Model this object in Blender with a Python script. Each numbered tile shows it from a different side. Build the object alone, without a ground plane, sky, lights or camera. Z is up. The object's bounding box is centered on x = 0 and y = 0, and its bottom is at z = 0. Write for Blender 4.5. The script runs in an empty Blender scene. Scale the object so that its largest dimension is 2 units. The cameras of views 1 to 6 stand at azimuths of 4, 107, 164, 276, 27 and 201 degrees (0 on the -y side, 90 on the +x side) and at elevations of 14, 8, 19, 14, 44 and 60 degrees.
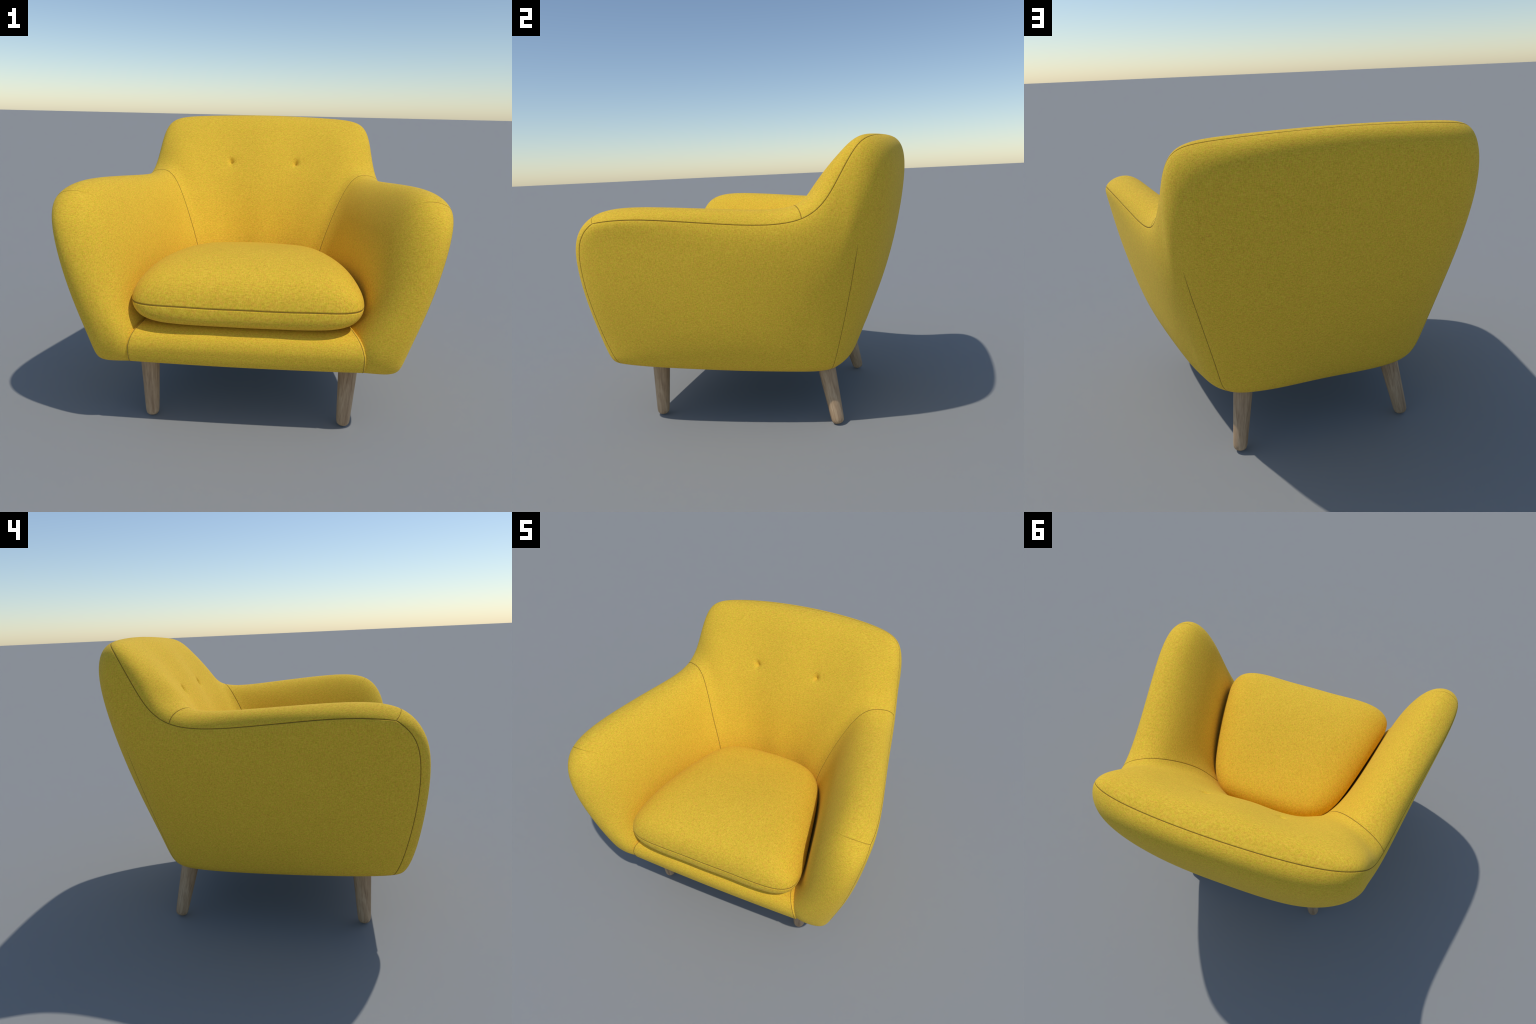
"""Mustard wool armchair: a padded tub of two arms and a back sewn from panels,
a loose seat cushion, a front rail and four tapered oak legs."""
import math
import bpy
import bmesh
import numpy as np
from mathutils import Vector, Quaternion
from mathutils.bvhtree import BVHTree

# ----------------------------------------------------------------------------
# Sizes and control profiles (metres, right half; the left half is its mirror)
# ----------------------------------------------------------------------------
# outer face, one profile per station, from hem up to the top seam
OUTER_PROFILES = [
    [(0.834, -0.765, 0.416), (0.847, -0.815, 0.504), (0.949, -0.872, 0.826), (1.013, -0.877, 1.169), (1.018, -0.695, 1.268)],  # arm front
    [(0.781, -0.484, 0.373), (0.866, -0.504, 0.561), (0.962, -0.559, 0.942), (0.991, -0.535, 1.251), (1.003, -0.489, 1.299)],  # arm fore
    [(0.708, -0.070, 0.361), (0.814, -0.070, 0.574), (0.867, -0.071, 0.848), (0.890, 0.025, 1.109), (0.875, 0.041, 1.241)],  # arm middle
    [(0.664, 0.232, 0.361), (0.731, 0.264, 0.569), (0.772, 0.340, 0.819), (0.807, 0.474, 1.082), (0.819, 0.470, 1.232)],  # arm meets back
    [(0.627, 0.358, 0.370), (0.662, 0.412, 0.541), (0.716, 0.477, 0.791), (0.764, 0.633, 1.111), (0.765, 0.609, 1.519)],  # side of back
    [(0.585, 0.526, 0.383), (0.607, 0.556, 0.495), (0.661, 0.620, 0.794), (0.778, 0.721, 1.343), (0.744, 0.719, 1.730)],  # rear corner
    [(0.318, 0.610, 0.369), (0.327, 0.654, 0.528), (0.472, 0.794, 0.892), (0.684, 0.920, 1.610), (0.587, 0.765, 1.686)],  # back quarter
    [(0.000, 0.560, 0.358), (0.000, 0.666, 0.587), (0.000, 0.830, 1.006), (0.000, 0.938, 1.651), (0.000, 0.818, 1.717)],  # back centre
]
# crest of the padded roll: up the front of the arm, then along its top and over the back
ROLL_CREST = [
    (0.756, -0.803, 0.414), (0.706, -0.874, 0.548), (0.759, -0.901, 0.817), (0.858, -0.908, 1.155),
    (0.945, -0.787, 1.361), (0.906, -0.393, 1.348), (0.829, 0.075, 1.326), (0.697, 0.407, 1.295),
    (0.724, 0.496, 1.438), (0.629, 0.592, 1.608), (0.347, 0.694, 1.690), (0.000, 0.682, 1.685),
]
# inner face, same stations, from seat depth up to the shoulder of the roll
INNER_PROFILES = [
    [(0.550, -0.818, 0.424), (0.542, -0.856, 0.560), (0.645, -0.795, 0.728), (0.668, -0.774, 1.042), (0.791, -0.785, 1.346)],  # arm front
    [(0.490, -0.530, 0.410), (0.500, -0.525, 0.595), (0.595, -0.492, 0.776), (0.601, -0.468, 1.046), (0.766, -0.411, 1.358)],  # arm fore
    [(0.457, -0.161, 0.413), (0.440, -0.131, 0.595), (0.497, -0.079, 0.777), (0.530, -0.050, 1.026), (0.620, 0.038, 1.290)],  # arm middle
    [(0.374, 0.001, 0.419), (0.362, 0.045, 0.594), (0.376, 0.121, 0.778), (0.458, 0.167, 1.009), (0.592, 0.347, 1.299)],  # arm meets back
    [(0.276, 0.060, 0.418), (0.272, 0.103, 0.593), (0.282, 0.170, 0.805), (0.386, 0.241, 1.111), (0.583, 0.432, 1.451)],  # side of back
    [(0.206, 0.083, 0.410), (0.204, 0.138, 0.577), (0.199, 0.219, 0.803), (0.266, 0.303, 1.145), (0.500, 0.541, 1.566)],  # rear corner
    [(0.113, 0.093, 0.401), (0.111, 0.145, 0.562), (0.104, 0.249, 0.799), (0.120, 0.310, 1.180), (0.251, 0.618, 1.617)],  # back quarter
    [(0.000, 0.099, 0.395), (0.000, 0.140, 0.560), (0.000, 0.223, 0.813), (0.000, 0.309, 1.183), (0.000, 0.578, 1.640)],  # back centre
]
# hem turned under the frame: the eight stations, then two under the arm front
HEM = [
    (0.750, -0.745, 0.408), (0.710, -0.515, 0.396), (0.655, -0.073, 0.367), (0.609, 0.201, 0.358), (0.566, 0.337, 0.341),
    (0.517, 0.514, 0.344), (0.315, 0.534, 0.341), (0.000, 0.505, 0.333), (0.712, -0.755, 0.404), (0.610, -0.755, 0.418),
]
# seat cushion: rows from front to back, centre to edge
CUSHION_CROWN = [
    [(0.000, -0.827, 0.917), (0.189, -0.825, 0.918), (0.401, -0.820, 0.942), (0.539, -0.795, 0.890)],
    [(0.000, -0.551, 1.001), (0.219, -0.547, 0.991), (0.446, -0.534, 0.963), (0.555, -0.539, 0.902)],
    [(0.000, -0.261, 0.947), (0.212, -0.244, 0.963), (0.412, -0.219, 0.933), (0.513, -0.229, 0.831)],
    [(0.000, 0.020, 0.907), (0.175, 0.026, 0.897), (0.344, 0.043, 0.892), (0.434, 0.035, 0.816)],
    [(0.000, 0.158, 0.879), (0.141, 0.163, 0.871), (0.268, 0.150, 0.851), (0.337, 0.122, 0.816)],
]
CUSHION_BASE = [
    [(0.000, -0.854, 0.623), (0.172, -0.848, 0.622), (0.345, -0.851, 0.627), (0.560, -0.825, 0.636)],
    [(0.000, -0.558, 0.624), (0.172, -0.548, 0.630), (0.335, -0.549, 0.616), (0.519, -0.550, 0.656)],
    [(0.000, -0.272, 0.621), (0.159, -0.266, 0.626), (0.286, -0.270, 0.644), (0.438, -0.275, 0.684)],
    [(0.000, -0.011, 0.619), (0.142, -0.009, 0.621), (0.255, -0.013, 0.636), (0.375, -0.014, 0.666)],
    [(0.000, 0.111, 0.625), (0.129, 0.109, 0.623), (0.233, 0.101, 0.627), (0.298, 0.091, 0.648)],
]
# welt seam round the cushion, front centre to rear centre
CUSHION_WELT = [
    (0.000, -0.869, 0.754), (0.182, -0.860, 0.746), (0.367, -0.880, 0.756), (0.675, -0.855, 0.754), (0.604, -0.557, 0.780), (0.520, -0.252, 0.785),
    (0.448, 0.017, 0.755), (0.359, 0.154, 0.736), (0.242, 0.190, 0.720), (0.134, 0.206, 0.721), (0.000, 0.206, 0.722),
]
DART_TOP = 1.115
TUFT = (.226, .466, 1.377)
# front rail section: half width, y, z from under the frame, round the front, back below the cushion
RAIL_PROFILE = [(.600, -.640, .410), (.604, -.725, .412), (.608, -.781, .419), (.609, -.810, .440), (.609, -.829, .490),
                (.604, -.836, .536), (.590, -.824, .582), (.570, -.792, .614), (.552, -.745, .628),
                (.540, -.660, .628), (.52, -.45, .622)]
LINING = [(.66, -.75, .432), (.68, -.55, .408), (.66, -.2, .388), (.62, .1, .380), (.56, .35, .376), (.45, .50, .374)]
LEG_PROFILE = [(.009, .0040), (.019, .0055), (.0275, .0100), (.0335, .017), (.037, .028), (.0385, .042),
               (.0415, .10), (.046, .20), (.0505, .30), (.053, .36), (.054, .45)]
# foot and head of the front and rear legs
LEGS = [((.546, -.600, 0), (.557, -.583, .33)), ((.484, .521, 0), (.428, .448, .33))]

# ----------------------------------------------------------------------------
# Catmull-Clark refinement that remembers which cage face each facet came from
# ----------------------------------------------------------------------------
def refine(V, F, marks, levels):
    """V (n,3), F (m,4); marks {name: (k,2) edge pairs}. Returns V, F, parent, marks."""
    parent = np.arange(len(F))
    for _ in range(levels):
        nv, nf = len(V), len(F)
        e = np.stack([F, np.roll(F, -1, 1)], 2).reshape(-1, 2)
        lo, hi = e.min(1).astype(np.int64), e.max(1).astype(np.int64)
        key, inv = np.unique(lo * nv + hi, return_inverse=True)
        e0, e1 = key // nv, key % nv
        ne = len(key)
        fp = V[F].mean(1)
        face_of = np.repeat(np.arange(nf), 4)
        cnt = np.bincount(inv, minlength=ne)
        fsum = np.zeros((ne, 3)); np.add.at(fsum, inv, fp[face_of])
        mid = (V[e0] + V[e1]) / 2
        inner = cnt == 2
        ep = np.where(inner[:, None], (V[e0] + V[e1] + fsum) / 4, mid)
        nval = np.bincount(F.ravel(), minlength=nv).astype(float)
        Q = np.zeros((nv, 3)); np.add.at(Q, F.ravel(), fp[face_of])
        R = np.zeros((nv, 3)); np.add.at(R, e0, mid); np.add.at(R, e1, mid)
        edeg = np.bincount(e0, minlength=nv) + np.bincount(e1, minlength=nv)
        n = np.maximum(nval, 1)[:, None]
        W = (Q / n + 2 * R / np.maximum(edeg, 1)[:, None] + (n - 3) * V) / n
        b = np.where(~inner)[0]
        onb = np.zeros(nv, bool); onb[e0[b]] = True; onb[e1[b]] = True
        bs = np.zeros((nv, 3)); np.add.at(bs, e0[b], V[e1[b]]); np.add.at(bs, e1[b], V[e0[b]])
        W = np.where(onb[:, None], .75 * V + .125 * bs, W)
        W = np.where((onb & (nval == 1))[:, None], V, W)
        ei = inv.reshape(nf, 4) + nv + nf
        fi = np.arange(nf) + nv
        F2 = np.empty((nf, 4, 4), np.int64)
        for q in range(4):
            F2[:, q] = np.stack([F[:, q], ei[:, q], fi, ei[:, q - 1]], 1)
        new = {}
        for name, pr in marks.items():
            if not len(pr):
                new[name] = pr
                continue
            k = np.searchsorted(key, pr.min(1).astype(np.int64) * nv + pr.max(1)) + nv + nf
            new[name] = np.concatenate([np.stack([pr[:, 0], k], 1), np.stack([k, pr[:, 1]], 1)])
        marks = new
        V = np.concatenate([W, fp, ep])
        F = F2.reshape(-1, 4)
        parent = np.repeat(parent, 4)
    return V, F, parent, marks


def vertex_normals(V, F):
    q = V[F]
    fn = np.cross(q[:, 2] - q[:, 0], q[:, 3] - q[:, 1])
    N = np.zeros_like(V)
    for k in range(4):
        np.add.at(N, F[:, k], fn)
    return N / (np.linalg.norm(N, axis=1, keepdims=True) + 1e-12)


def mirrored(V, F, tags, marks):
    """Adds the other half across x = 0, welding the vertices that lie on it."""
    V = np.array(V, float)
    n = len(V)
    onmid = np.abs(V[:, 0]) < 1e-6
    image = np.arange(n)
    image[~onmid] = n + np.arange((~onmid).sum())
    V2 = np.concatenate([V, V[~onmid] * [-1, 1, 1]])
    F = np.array(F)
    F2 = np.concatenate([F, image[F][:, ::-1]])
    tags2 = [(t, 1) for t in tags] + [(t, -1) for t in tags]
    marks2 = {k: np.concatenate([np.array(v), image[np.array(v)]]) for k, v in marks.items()}
    return V2, F2, tags2, marks2


# ----------------------------------------------------------------------------
# Upholstery panels: cloth edges are tucked into a seam groove
# ----------------------------------------------------------------------------
def sewn_panel(name, V, N, F, seam_pairs, width, parent, material, gap=.0014, depth=.006):
    """Builds one panel from the facets F. Along every edge in seam_pairs the cloth
    is parted, rounded over and tucked under; width[v] in 0..1 fades the groove."""
    used = np.unique(F)
    back = -np.ones(len(V), np.int64)
    back[used] = np.arange(len(used))
    bm = bmesh.new()
    src = bm.verts.layers.int.new("source")
    vs = []
    for u in used:
        v = bm.verts.new(V[u])
        v[src] = int(u)
        vs.append(v)
    for f in back[F]:
        bm.faces.new([vs[i] for i in f])
    bm.edges.ensure_lookup_table()
    seam = {(min(a, b), max(a, b)) for a, b in seam_pairs.tolist()}
    def sewn(e):
        a, b = e.verts[0][src], e.verts[1][src]
        return (min(a, b), max(a, b)) in seam
    inside = [e for e in bm.edges if len(e.link_faces) == 2 and sewn(e)]
    if inside:
        bmesh.ops.split_edges(bm, edges=inside)
    rim = [e for e in bm.edges if len(e.link_faces) == 1 and sewn(e)]
    inward = {}
    pairs = []
    for e in rim:
        lp = e.link_loops[0]
        a, b = lp.vert, lp.link_loop_next.vert
        pairs.append((a, b))
        for v in (a, b):
            n = Vector(N[v[src]])
            inward[v] = inward.get(v, Vector()) + n.cross(b.co - a.co).normalized()
    tuck, floor = {}, {}
    for v, t in inward.items():
        if t.length < 1e-6:
            continue
        t = t.normalized()
        n = Vector(N[v[src]])
        w = float(width[v[src]])
        p = v.co.copy()
        v.co = p + t * (gap * 1.9 * w) - n * (.0006 * w)
        tuck[v] = bm.verts.new(p + t * (gap * .75 * w) - n * (.0026 * w))
        floor[v] = bm.verts.new(p + t * (gap * .25 * w) - n * (depth * w))
    for a, b in pairs:
        if a in tuck and b in tuck:
            for lower, upper in ((tuck, {a: a, b: b}), (floor, tuck)):
                try:
                    bm.faces.new([upper[b], upper[a], lower[a], lower[b]])
                except ValueError:
                    pass
    for f in bm.faces:
        f.smooth = True
    me = bpy.data.meshes.new(name)
    bm.to_mesh(me)
    bm.free()
    me.materials.append(material)
    ob = bpy.data.objects.new(name, me)
    bpy.context.scene.collection.objects.link(ob)
    ob.parent = parent
    return ob


def shadow_tube(name, P, N, material, parent, radius=.0012, sink=.0011, sides=6):
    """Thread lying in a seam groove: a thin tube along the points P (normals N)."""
    P, N = np.asarray(P, float), np.asarray(N, float)
    T = np.gradient(P, axis=0)
    T /= np.linalg.norm(T, axis=1, keepdims=True) + 1e-9
    B = np.cross(T, N)
    B /= np.linalg.norm(B, axis=1, keepdims=True) + 1e-9
    C = P - N * sink
    V = np.stack([C + radius * (math.cos(a) * N + math.sin(a) * B) for a in np.arange(sides) * 2 * math.pi / sides], 1)
    n = len(P)
    idx = np.arange(n * sides).reshape(n, sides)
    F = np.stack([idx[:-1], np.roll(idx[:-1], -1, 1), np.roll(idx[1:], -1, 1), idx[1:]], -1).reshape(-1, 4)
    return plain_mesh(name, V.reshape(-1, 3), F, parent, material)


def runs(pairs):
    """Orders loose edges into continuous vertex runs."""
    near = {}
    for a, b in pairs.tolist():
        near.setdefault(a, []).append(b)
        near.setdefault(b, []).append(a)
    seen, out = set(), []
    starts = [v for v in near if len(near[v]) != 2] + list(near)
    for v in starts:
        for w in near[v]:
            if (v, w) in seen:
                continue
            line = [v, w]
            seen |= {(v, w), (w, v)}
            while len(near[line[-1]]) == 2:
                nxt = [q for q in near[line[-1]] if (line[-1], q) not in seen]
                if not nxt:
                    break
                seen |= {(line[-1], nxt[0]), (nxt[0], line[-1])}
                line.append(nxt[0])
            out.append(line)
    return out


def plain_mesh(name, V, F, parent, material):
    me = bpy.data.meshes.new(name)
    me.from_pydata([tuple(map(float, v)) for v in V], [], [tuple(map(int, f)) for f in F])
    me.polygons.foreach_set("use_smooth", [True] * len(me.polygons))
    me.materials.append(material)
    me.update()
    ob = bpy.data.objects.new(name, me)
    bpy.context.scene.collection.objects.link(ob)
    ob.parent = parent
    return ob


# ----------------------------------------------------------------------------
# Materials
# ----------------------------------------------------------------------------
class Nodes:
    """Small helper for wiring shader nodes."""
    def __init__(self, name):
        self.mat = bpy.data.materials.new(name)
        self.mat.use_nodes = True
        self.t = self.mat.node_tree
        self.bsdf = self.t.nodes["Principled BSDF"]
        self.obj = self.t.nodes.new("ShaderNodeTexCoord").outputs["Object"]

    def link(self, a, b):
        self.t.links.new(a, b)

    def scaled(self, vec, scale):
        n = self.t.nodes.new("ShaderNodeMapping")
        self.link(vec, n.inputs["Vector"])
        n.inputs["Scale"].default_value = scale
        return n.outputs["Vector"]

    def noise(self, vec, scale, detail=2.0, rough=.5, distort=0.0):
        n = self.t.nodes.new("ShaderNodeTexNoise")
        self.link(vec, n.inputs["Vector"])
        n.inputs["Scale"].default_value = scale
        n.inputs["Detail"].default_value = detail
        n.inputs["Roughness"].default_value = rough
        n.inputs["Distortion"].default_value = distort
        return n.outputs["Fac"]

    def ramp(self, fac, stops):
        n = self.t.nodes.new("ShaderNodeValToRGB")
        self.link(fac, n.inputs["Fac"])
        el = n.color_ramp.elements
        while len(el) < len(stops):
            el.new(.5)
        for k, (p, c) in enumerate(stops):
            el[k].position = p
            el[k].color = (*c, 1) if len(c) == 3 else c
        return n.outputs["Color"]

    def math(self, op, a, b):
        n = self.t.nodes.new("ShaderNodeMath")
        n.operation = op
        for i, x in enumerate((a, b)):
            if isinstance(x, (int, float)):
                n.inputs[i].default_value = x
            else:
                self.link(x, n.inputs[i])
        return n.outputs[0]

    def mix(self, kind, fac, a, b):
        n = self.t.nodes.new("ShaderNodeMix")
        n.data_type = "RGBA"
        n.blend_type = kind
        for s, x in ((n.inputs[0], fac), (n.inputs[6], a), (n.inputs[7], b)):
            if isinstance(x, (int, float)):
                s.default_value = x
            elif isinstance(x, tuple):
                s.default_value = (*x, 1)
            else:
                self.link(x, s)
        return n.outputs[2]

    def bump(self, height, strength, distance):
        n = self.t.nodes.new("ShaderNodeBump")
        self.link(height, n.inputs["Height"])
        n.inputs["Strength"].default_value = strength
        n.inputs["Distance"].default_value = distance
        self.link(n.outputs["Normal"], self.bsdf.inputs["Normal"])


def wool_cloth(name, weft, warp):
    """Heathered plain-weave wool; weft and warp are the stretches of the two thread sets."""
    m = Nodes(name)
    a = m.noise(m.scaled(m.obj, weft), 1.0, 2.0, .6)
    b = m.noise(m.scaled(m.obj, warp), 1.0, 2.0, .6)
    fleck = m.noise(m.obj, 260.0, 2.0, .6)
    weave = m.math("ADD", m.math("MULTIPLY", a, .36), m.math("ADD", m.math("MULTIPLY", b, .36), m.math("MULTIPLY", fleck, .28)))
    tone = m.ramp(weave, [(.36, CLOTH_DARK), (.50, CLOTH_MID), (.64, CLOTH_LIGHT)])
    # dyed fibres of slightly different hue, following the threads
    shift = m.scaled(m.obj, tuple(.62 * k + 14 for k in weft))
    dye = m.noise(shift, 1.0, 2.0, .55)
    shift = m.scaled(m.obj, tuple(.66 * k + 11 for k in warp))
    dye = m.math("ADD", m.math("MULTIPLY", dye, .5), m.math("MULTIPLY", m.noise(shift, 1.0, 2.0, .55), .5))
    hue = m.ramp(dye, [(.38, CLOTH_ORANGE), (.50, (1, 1, 1)), (.62, CLOTH_GREEN)])
    col = m.mix("MULTIPLY", 1.0, tone, hue)
    cloud = m.ramp(m.noise(m.obj, 9.0, 3.0, .55), [(.35, (.985, .98, .98)), (.65, (1, 1, 1))])
    col = m.mix("MULTIPLY", 1.0, col, cloud)
    # stray rust-coloured fibres
    vor = m.t.nodes.new("ShaderNodeTexVoronoi")
    vor.inputs["Scale"].default_value = 7.0
    m.link(m.obj, vor.inputs["Vector"])
    speck = m.ramp(vor.outputs["Distance"], [(.018, (1, 1, 1)), (.030, (0, 0, 0))])
    col = m.mix("MIX", m.math("MULTIPLY", speck, .35), col, (.72, .26, .03))
    m.link(col, m.bsdf.inputs["Base Color"])
    m.bsdf.inputs["Roughness"].default_value = .92
    m.bsdf.inputs["Specular IOR Level"].default_value = .15
    m.bsdf.inputs["Sheen Weight"].default_value = .08
    m.bsdf.inputs["Sheen Roughness"].default_value = .5
    m.bsdf.inputs["Sheen Tint"].default_value = (1.0, .85, .4, 1)
    m.bump(weave, .2, .0025)
    return m.mat


def oak(name):
    m = Nodes(name)
    grain = m.noise(m.scaled(m.obj, (1, 1, .05)), 130.0, 4.0, .65, .6)
    board = m.noise(m.scaled(m.obj, (1, 1, .12)), 28.0, 3.0, .6, .8)
    f = m.math("ADD", m.math("MULTIPLY", grain, .55), m.math("MULTIPLY", board, .45))
    col = m.ramp(f, [(.34, WOOD_DARK), (.50, WOOD_MID), (.66, WOOD_LIGHT)])
    m.link(col, m.bsdf.inputs["Base Color"])
    m.bsdf.inputs["Roughness"].default_value = .55
    m.bsdf.inputs["Specular IOR Level"].default_value = .3
    m.bump(grain, .15, .002)
    return m.mat


def plain(name, colour):
    m = Nodes(name)
    f = m.noise(m.obj, 220.0, 2.0, .6)
    m.link(m.ramp(f, [(.35, tuple(c * .8 for c in colour)), (.65, colour)]), m.bsdf.inputs["Base Color"])
    m.bsdf.inputs["Roughness"].default_value = .95
    return m.mat


CLOTH_DARK, CLOTH_MID, CLOTH_LIGHT = (.67, .400, .031), (.855, .540, .045), (.955, .655, .069)
CLOTH_ORANGE, CLOTH_GREEN = (1.0, .88, 1.0), (.93, 1.0, .78)
WOOD_DARK, WOOD_MID, WOOD_LIGHT = (.29, .175, .095), (.46, .305, .175), (.60, .43, .265)

# ----------------------------------------------------------------------------
# The chair
# ----------------------------------------------------------------------------
chair = bpy.data.objects.new("armchair", None)
bpy.context.scene.collection.objects.link(chair)
chair["label"] = "yellow wool tub armchair with loose cushion and tapered oak legs"
chair["category"] = "armchair"

upright_cloth = wool_cloth("mustard_wool_upright", (70, 70, 310), (310, 310, 55))
seat_cloth = wool_cloth("mustard_wool_seat", (55, 310, 70), (310, 55, 70))
wood = oak("pale_oak")
thread = plain("ochre_thread", (.36, .215, .024))  # darker than the cloth so the seam grooves read as shadowed from every side
lining = plain("dark_lining", (.035, .033, .03))

# --- padded shell: arms and back -----------------------------------------------
verts, index, faces, tags = [], {}, [], []
def put(key, p):
    index[key] = len(verts)
    verts.append(p)
for i, prof in enumerate(OUTER_PROFILES):
    for j, p in enumerate(prof):
        put(("outer", i, j), p)
for k, p in enumerate(ROLL_CREST):
    put(("roll", k), p)
for i, prof in enumerate(INNER_PROFILES):
    for j, p in enumerate(prof):
        put(("inner", i, j), p)
for k, p in enumerate(HEM):
    put(("hem", k), p)
def quad(tag, *keys):
    faces.append([index[k] for k in keys])
    tags.append(tag)
stations, rows = len(OUTER_PROFILES), len(OUTER_PROFILES[0])
junction = 3                                    # station where arm meets back
for i in range(stations - 1):
    for j in range(rows - 1):
        quad("shell", ("outer", i, j), ("outer", i + 1, j), ("outer", i + 1, j + 1), ("outer", i, j + 1))
        quad("arm" if i < junction else "back", ("inner", i, j), ("inner", i, j + 1), ("inner", i + 1, j + 1), ("inner", i + 1, j))
    quad("shell", ("outer", i, 0), ("hem", i), ("hem", i + 1), ("outer", i + 1, 0))
edge_path = [(0, j) for j in range(rows - 1)] + [(i, rows - 1) for i in range(stations)]
for k, (a, b) in enumerate(zip(edge_path, edge_path[1:])):
    t = "arm" if k < rows - 1 + junction else "back"
    quad(t, ("outer", *a), ("outer", *b), ("roll", k + 1), ("roll", k))
    quad(t, ("roll", k), ("roll", k + 1), ("inner", *b), ("inner", *a))
quad("arm", ("outer", 0, 0), ("roll", 0), ("hem", 8), ("hem", 0))
quad("arm", ("roll", 0), ("inner", 0, 0), ("hem", 9), ("hem", 8))
def chain(*keys):
    return [(index[a], index[b]) for a, b in zip(keys, keys[1:])]
top = rows - 1
marks = {
    "top_seam": chain(*[("outer", *c) for c in edge_path]) + chain(("outer", 0, 0), ("hem", 0)),
    "back_seam": chain(("outer", junction, top), ("roll", rows - 1 + junction), *[("inner", junction, j) for j in range(top, -1, -1)]),
    "rear_dart": chain(*[("outer", 5, j) for j in range(3, -1, -1)], ("hem", 5)),
    "arm_dart": chain(("outer", 0, top), ("roll", top), ("inner", 0, top)),
}
V, F, tags, marks = mirrored(verts, faces, tags, marks)
V, F, source, marks = refine(V, F, marks, 5)
N = vertex_normals(V, F)
tag_of = np.array([{"shell": 0, "arm": 1, "back": 2}[t] * 2 + (s < 0) for t, s in tags])[source]

# rear darts run out below the height of the arm; arm darts fade on the inner side
width = np.ones(len(V))
dart = marks["rear_dart"]
dart = dart[V[dart].max(1)[:, 2] < DART_TOP]
d = np.unique(dart)
width[d] = np.clip((DART_TOP - V[d, 2]) / .12, .25, .75)
d = np.unique(marks["arm_dart"])
reach = np.linalg.norm(V[d] * [0, 1, 1] - np.array([0, -.70, 1.27]), axis=1)
inner_end = np.abs(V[d, 0])
width[d] = np.clip((inner_end - .80) / .16, .15, .6)
width[np.unique(marks["top_seam"])] = 1
width[np.unique(marks["back_seam"])] = 1
seams = np.concatenate([marks["top_seam"], marks["back_seam"], dart, marks["arm_dart"]])

# tufts: the back is pulled in at two points
for sx in (1, -1):
    c = np.array([TUFT[0] * sx, TUFT[1], TUFT[2]])
    near = np.where((np.linalg.norm(V - c, axis=1) < .25) & (N[:, 1] < -.2))[0]
    k = near[np.argmin(np.linalg.norm(V[near] - c, axis=1))]
    c, n = V[k].copy(), N[k].copy()
    side = np.array([1.0, 0, 0]); side -= n * (side @ n); side /= np.linalg.norm(side)
    up = np.cross(n, side); up *= np.sign(up[2])
    r = V[near] - c
    a, b = r @ side, r @ up
    rr = np.hypot(a, b)
    ang = np.arctan2(b, a)
    pull = .025 * np.exp(-(rr / .017) ** 2) + .012 * np.exp(-rr / .042) * (1 + .2 * np.cos(3 * ang + .8 * sx))
    V[near] -= n * (pull * (rr < .24))[:, None]

for kind in ("top_seam", "back_seam"):
    for line in runs(marks[kind]):
        shadow_tube("seam_stitching", V[line], N[line], thread, chair)
for line in runs(dart):
    shadow_tube("seam_stitching", V[line], N[line], thread, chair, radius=.0011, sink=.0008)
for line in runs(marks["arm_dart"]):
    keep = [v for v in line if width[v] > .3]
    if len(keep) > 3:
        shadow_tube("seam_stitching", V[keep], N[keep], thread, chair, radius=.0006, sink=.0004)

arm_surface = BVHTree.FromPolygons(V.tolist(), F[np.isin(tag_of, (2, 3))].tolist())
panel = lambda *ids: F[np.isin(tag_of, ids)]
sewn_panel("outer_shell", V, N, panel(0, 1), seams, width, chair, upright_cloth)
sewn_panel("armrest", V, N, panel(2), seams, width, chair, upright_cloth)
sewn_panel("armrest", V, N, panel(3), seams, width, chair, upright_cloth)
backrest = sewn_panel("backrest", V, N, panel(4, 5), seams, width, chair, upright_cloth)

# --- loose seat cushion ---------------------------------------------------------
verts, index, faces, tags = [], {}, [], []
for name, grid in (("crown", CUSHION_CROWN), ("base", CUSHION_BASE)):
    for b, row in enumerate(grid):
        for a, p in enumerate(row):
            put((name, a, b), p)
for k, p in enumerate(CUSHION_WELT):
    put(("welt", k), p)
for b in range(4):
    for a in range(3):
        quad("crown", ("crown", a, b), ("crown", a + 1, b), ("crown", a + 1, b + 1), ("crown", a, b + 1))
        quad("base", ("base", a, b), ("base", a, b + 1), ("base", a + 1, b + 1), ("base", a + 1, b))
border = [(0, 0), (1, 0), (2, 0), (3, 0), (3, 1), (3, 2), (3, 3), (3, 4), (2, 4), (1, 4), (0, 4)]
for k in range(len(border) - 1):
    p, q = border[k], border[k + 1]
    quad("crown", ("crown", *p), ("welt", k), ("welt", k + 1), ("crown", *q))
    quad("base", ("welt", k), ("base", *p), ("base", *q), ("welt", k + 1))
marks = {"welt": chain(*[("welt", k) for k in range(len(border))])}
V, F, tags, marks = mirrored(verts, faces, tags, marks)
V, F, source, marks = refine(V, F, marks, 5)
N = vertex_normals(V, F)
sewn_panel("seat_cushion", V, N, F, marks["welt"], np.ones(len(V)), chair, seat_cloth, gap=.0022)
for line in runs(marks["welt"]):
    shadow_tube("seam_stitching", V[line], N[line], thread, chair, radius=.0015)

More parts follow.
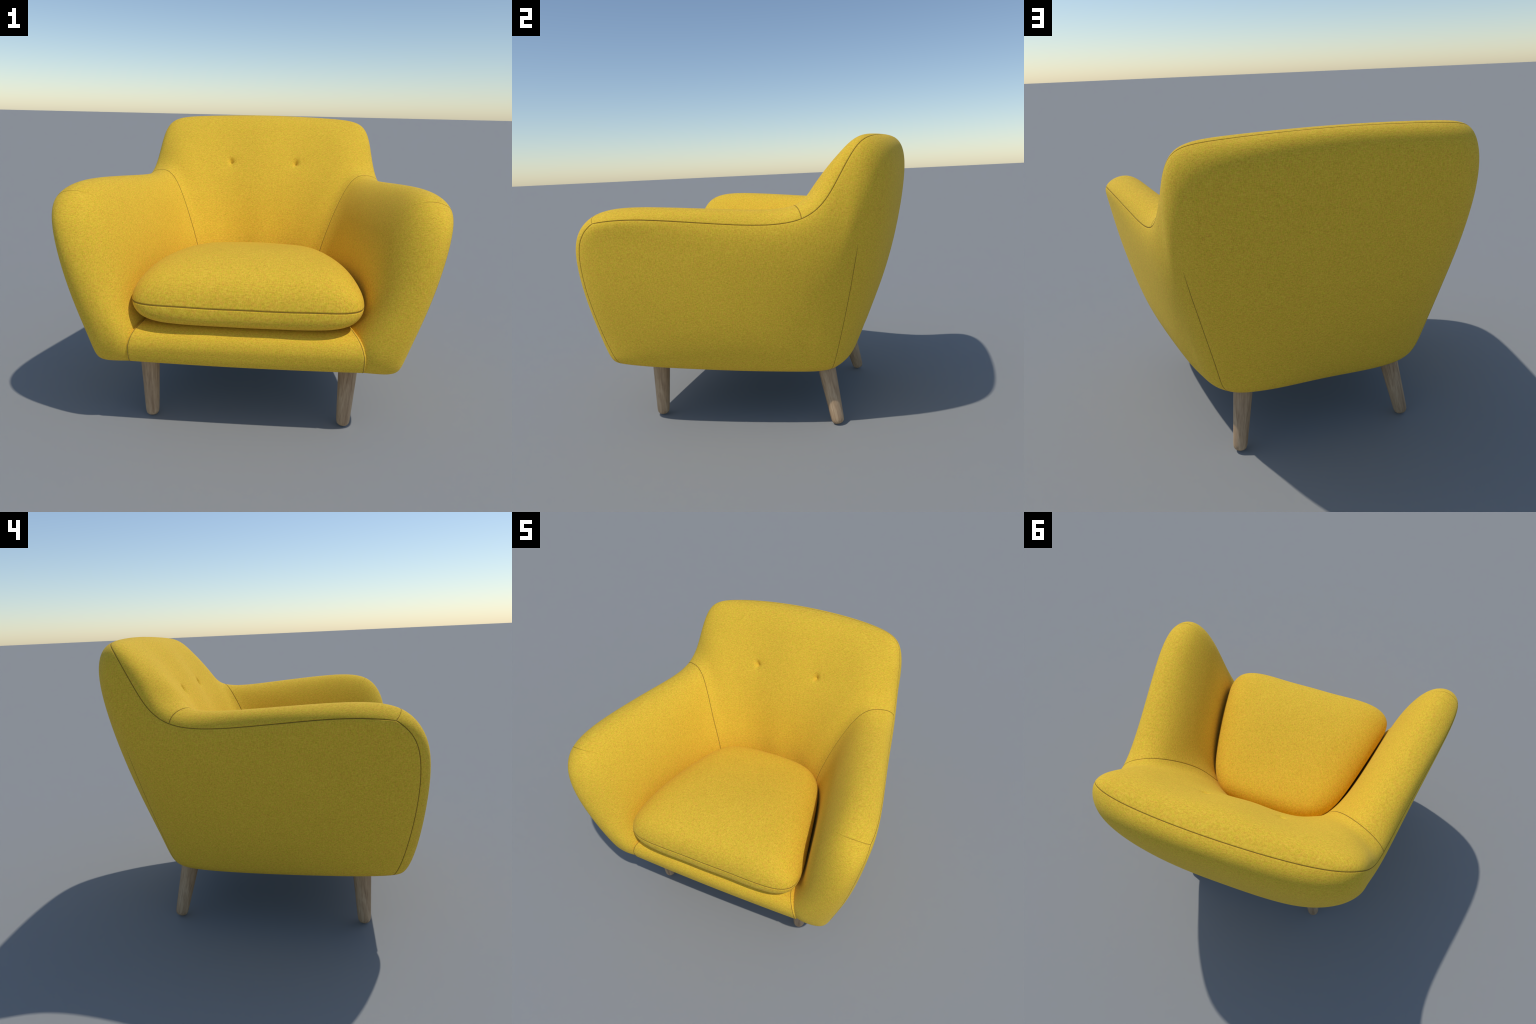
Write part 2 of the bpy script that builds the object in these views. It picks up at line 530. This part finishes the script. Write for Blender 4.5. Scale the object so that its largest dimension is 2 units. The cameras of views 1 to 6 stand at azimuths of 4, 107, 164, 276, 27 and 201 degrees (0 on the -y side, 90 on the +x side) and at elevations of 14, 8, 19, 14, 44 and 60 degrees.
# --- front rail, closing the frame under the cushion ---------------------------
def along(points, t):
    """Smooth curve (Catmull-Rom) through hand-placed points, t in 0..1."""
    p = np.array(points, float)
    p = np.vstack([2 * p[0] - p[1], p, 2 * p[-1] - p[-2]])
    s = np.clip(t, 0, 1) * (len(p) - 3)
    k = np.minimum(s.astype(int), len(p) - 4)
    f = (s - k)[:, None]
    a, b, c, d = p[k], p[k + 1], p[k + 2], p[k + 3]
    return .5 * (2 * b + (c - a) * f + (2 * a - 5 * b + 4 * c - d) * f ** 2 + (3 * b - a - 3 * c + d) * f ** 3)

nu, nv = 120, 90
prof = along(RAIL_PROFILE, np.linspace(0, 1, nv))       # half width, y, z
u = np.linspace(-1, 1, nu)
V = np.empty((nu, nv, 3))
bow = 1 - u ** 2
V[:, :, 0] = u[:, None] * prof[None, :, 0]
V[:, :, 1] = prof[None, :, 1] - .006 * bow[:, None] * np.clip((-.70 - prof[None, :, 1]) / .1, 0, 1)
V[:, :, 2] = prof[None, :, 2] - .004 * bow[:, None] * np.clip((.5 - prof[None, :, 2]) / .06, 0, 1)
idx = np.arange(nu * nv).reshape(nu, nv)
F = np.stack([idx[:-1, :-1], idx[1:, :-1], idx[1:, 1:], idx[:-1, 1:]], -1).reshape(-1, 4)
V = V.reshape(-1, 3)
N = vertex_normals(V, F)
# past the seam each end of the rail curls back into the arm
reach = np.linspace(0, .06, 9)[1:]
rows_V, rows_N = V.reshape(nu, nv, 3), N.reshape(nu, nv, 3)
def curl(k, sx):
    return np.stack([rows_V[k] + np.array([sx * r, 0, 0]) - rows_N[k] * (.0025 + .5 * r + 5 * r * r) for r in reach])
W = np.concatenate([curl(0, -1)[::-1], rows_V, curl(-1, 1)])
idx = np.arange(len(W) * nv).reshape(len(W), nv)
F = np.stack([idx[:-1, :-1], idx[1:, :-1], idx[1:, 1:], idx[:-1, 1:]], -1).reshape(-1, 4)
plain_mesh("front_rail", W.reshape(-1, 3), F, chair, upright_cloth)
for k in (0, -1):
    line = []
    for p, n in zip(rows_V[k][6:76], rows_N[k][6:76]):
        p, n = Vector(p), Vector(n)
        hit = arm_surface.ray_cast(p + n * .05, -n, .05)[0]     # modelled shadow line rides on whichever cloth is outermost
        line.append(hit if hit is not None else p)
    shadow_tube("seam_stitching", line, rows_N[k][6:76], thread, chair, radius=.0018, sink=.0006)

# --- lining under the frame -------------------------------------------------------
nu, nv = 24, 40
line = along(LINING, np.linspace(0, 1, nv))             # half width, y, z
V = np.empty((nu, nv, 3))
u = np.linspace(-1, 1, nu)
V[:, :, 0] = u[:, None] * line[None, :, 0]
V[:, :, 1:] = line[None, :, 1:]
idx = np.arange(nu * nv).reshape(nu, nv)
F = np.stack([idx[:-1, :-1], idx[:-1, 1:], idx[1:, 1:], idx[1:, :-1]], -1).reshape(-1, 4)
plain_mesh("underside_lining", V.reshape(-1, 3), F, chair, lining)

# --- legs -------------------------------------------------------------------------
def leg_mesh(name):
    ring = 48
    V, F = [], []
    for r, h in LEG_PROFILE:
        for k in range(ring):
            a = 2 * math.pi * k / ring
            V.append((r * math.cos(a), r * math.sin(a), h))
    m = len(LEG_PROFILE)
    for j in range(m - 1):
        for k in range(ring):
            q = (k + 1) % ring
            F.append((j * ring + k, j * ring + q, (j + 1) * ring + q, (j + 1) * ring + k))
    F.append(tuple(range(ring))[::-1])
    F.append(tuple((m - 1) * ring + k for k in range(ring)))
    me = bpy.data.meshes.new(name)
    me.from_pydata(V, [], F)
    me.polygons.foreach_set("use_smooth", [True] * len(me.polygons))
    me.materials.append(wood)
    return me

leg_data = leg_mesh("leg")
turn = 0.4
for foot, head in LEGS:
    for sx in (1, -1):
        a, b = Vector(foot), Vector(head)
        a.x *= sx
        b.x *= sx
        ob = bpy.data.objects.new("leg", leg_data)
        bpy.context.scene.collection.objects.link(ob)
        ob.parent = chair
        ob.location = a
        ob.rotation_mode = "QUATERNION"
        turn += 1.7
        ob.rotation_quaternion = (b - a).to_track_quat("Z", "Y") @ Quaternion((0, 0, 1), turn)
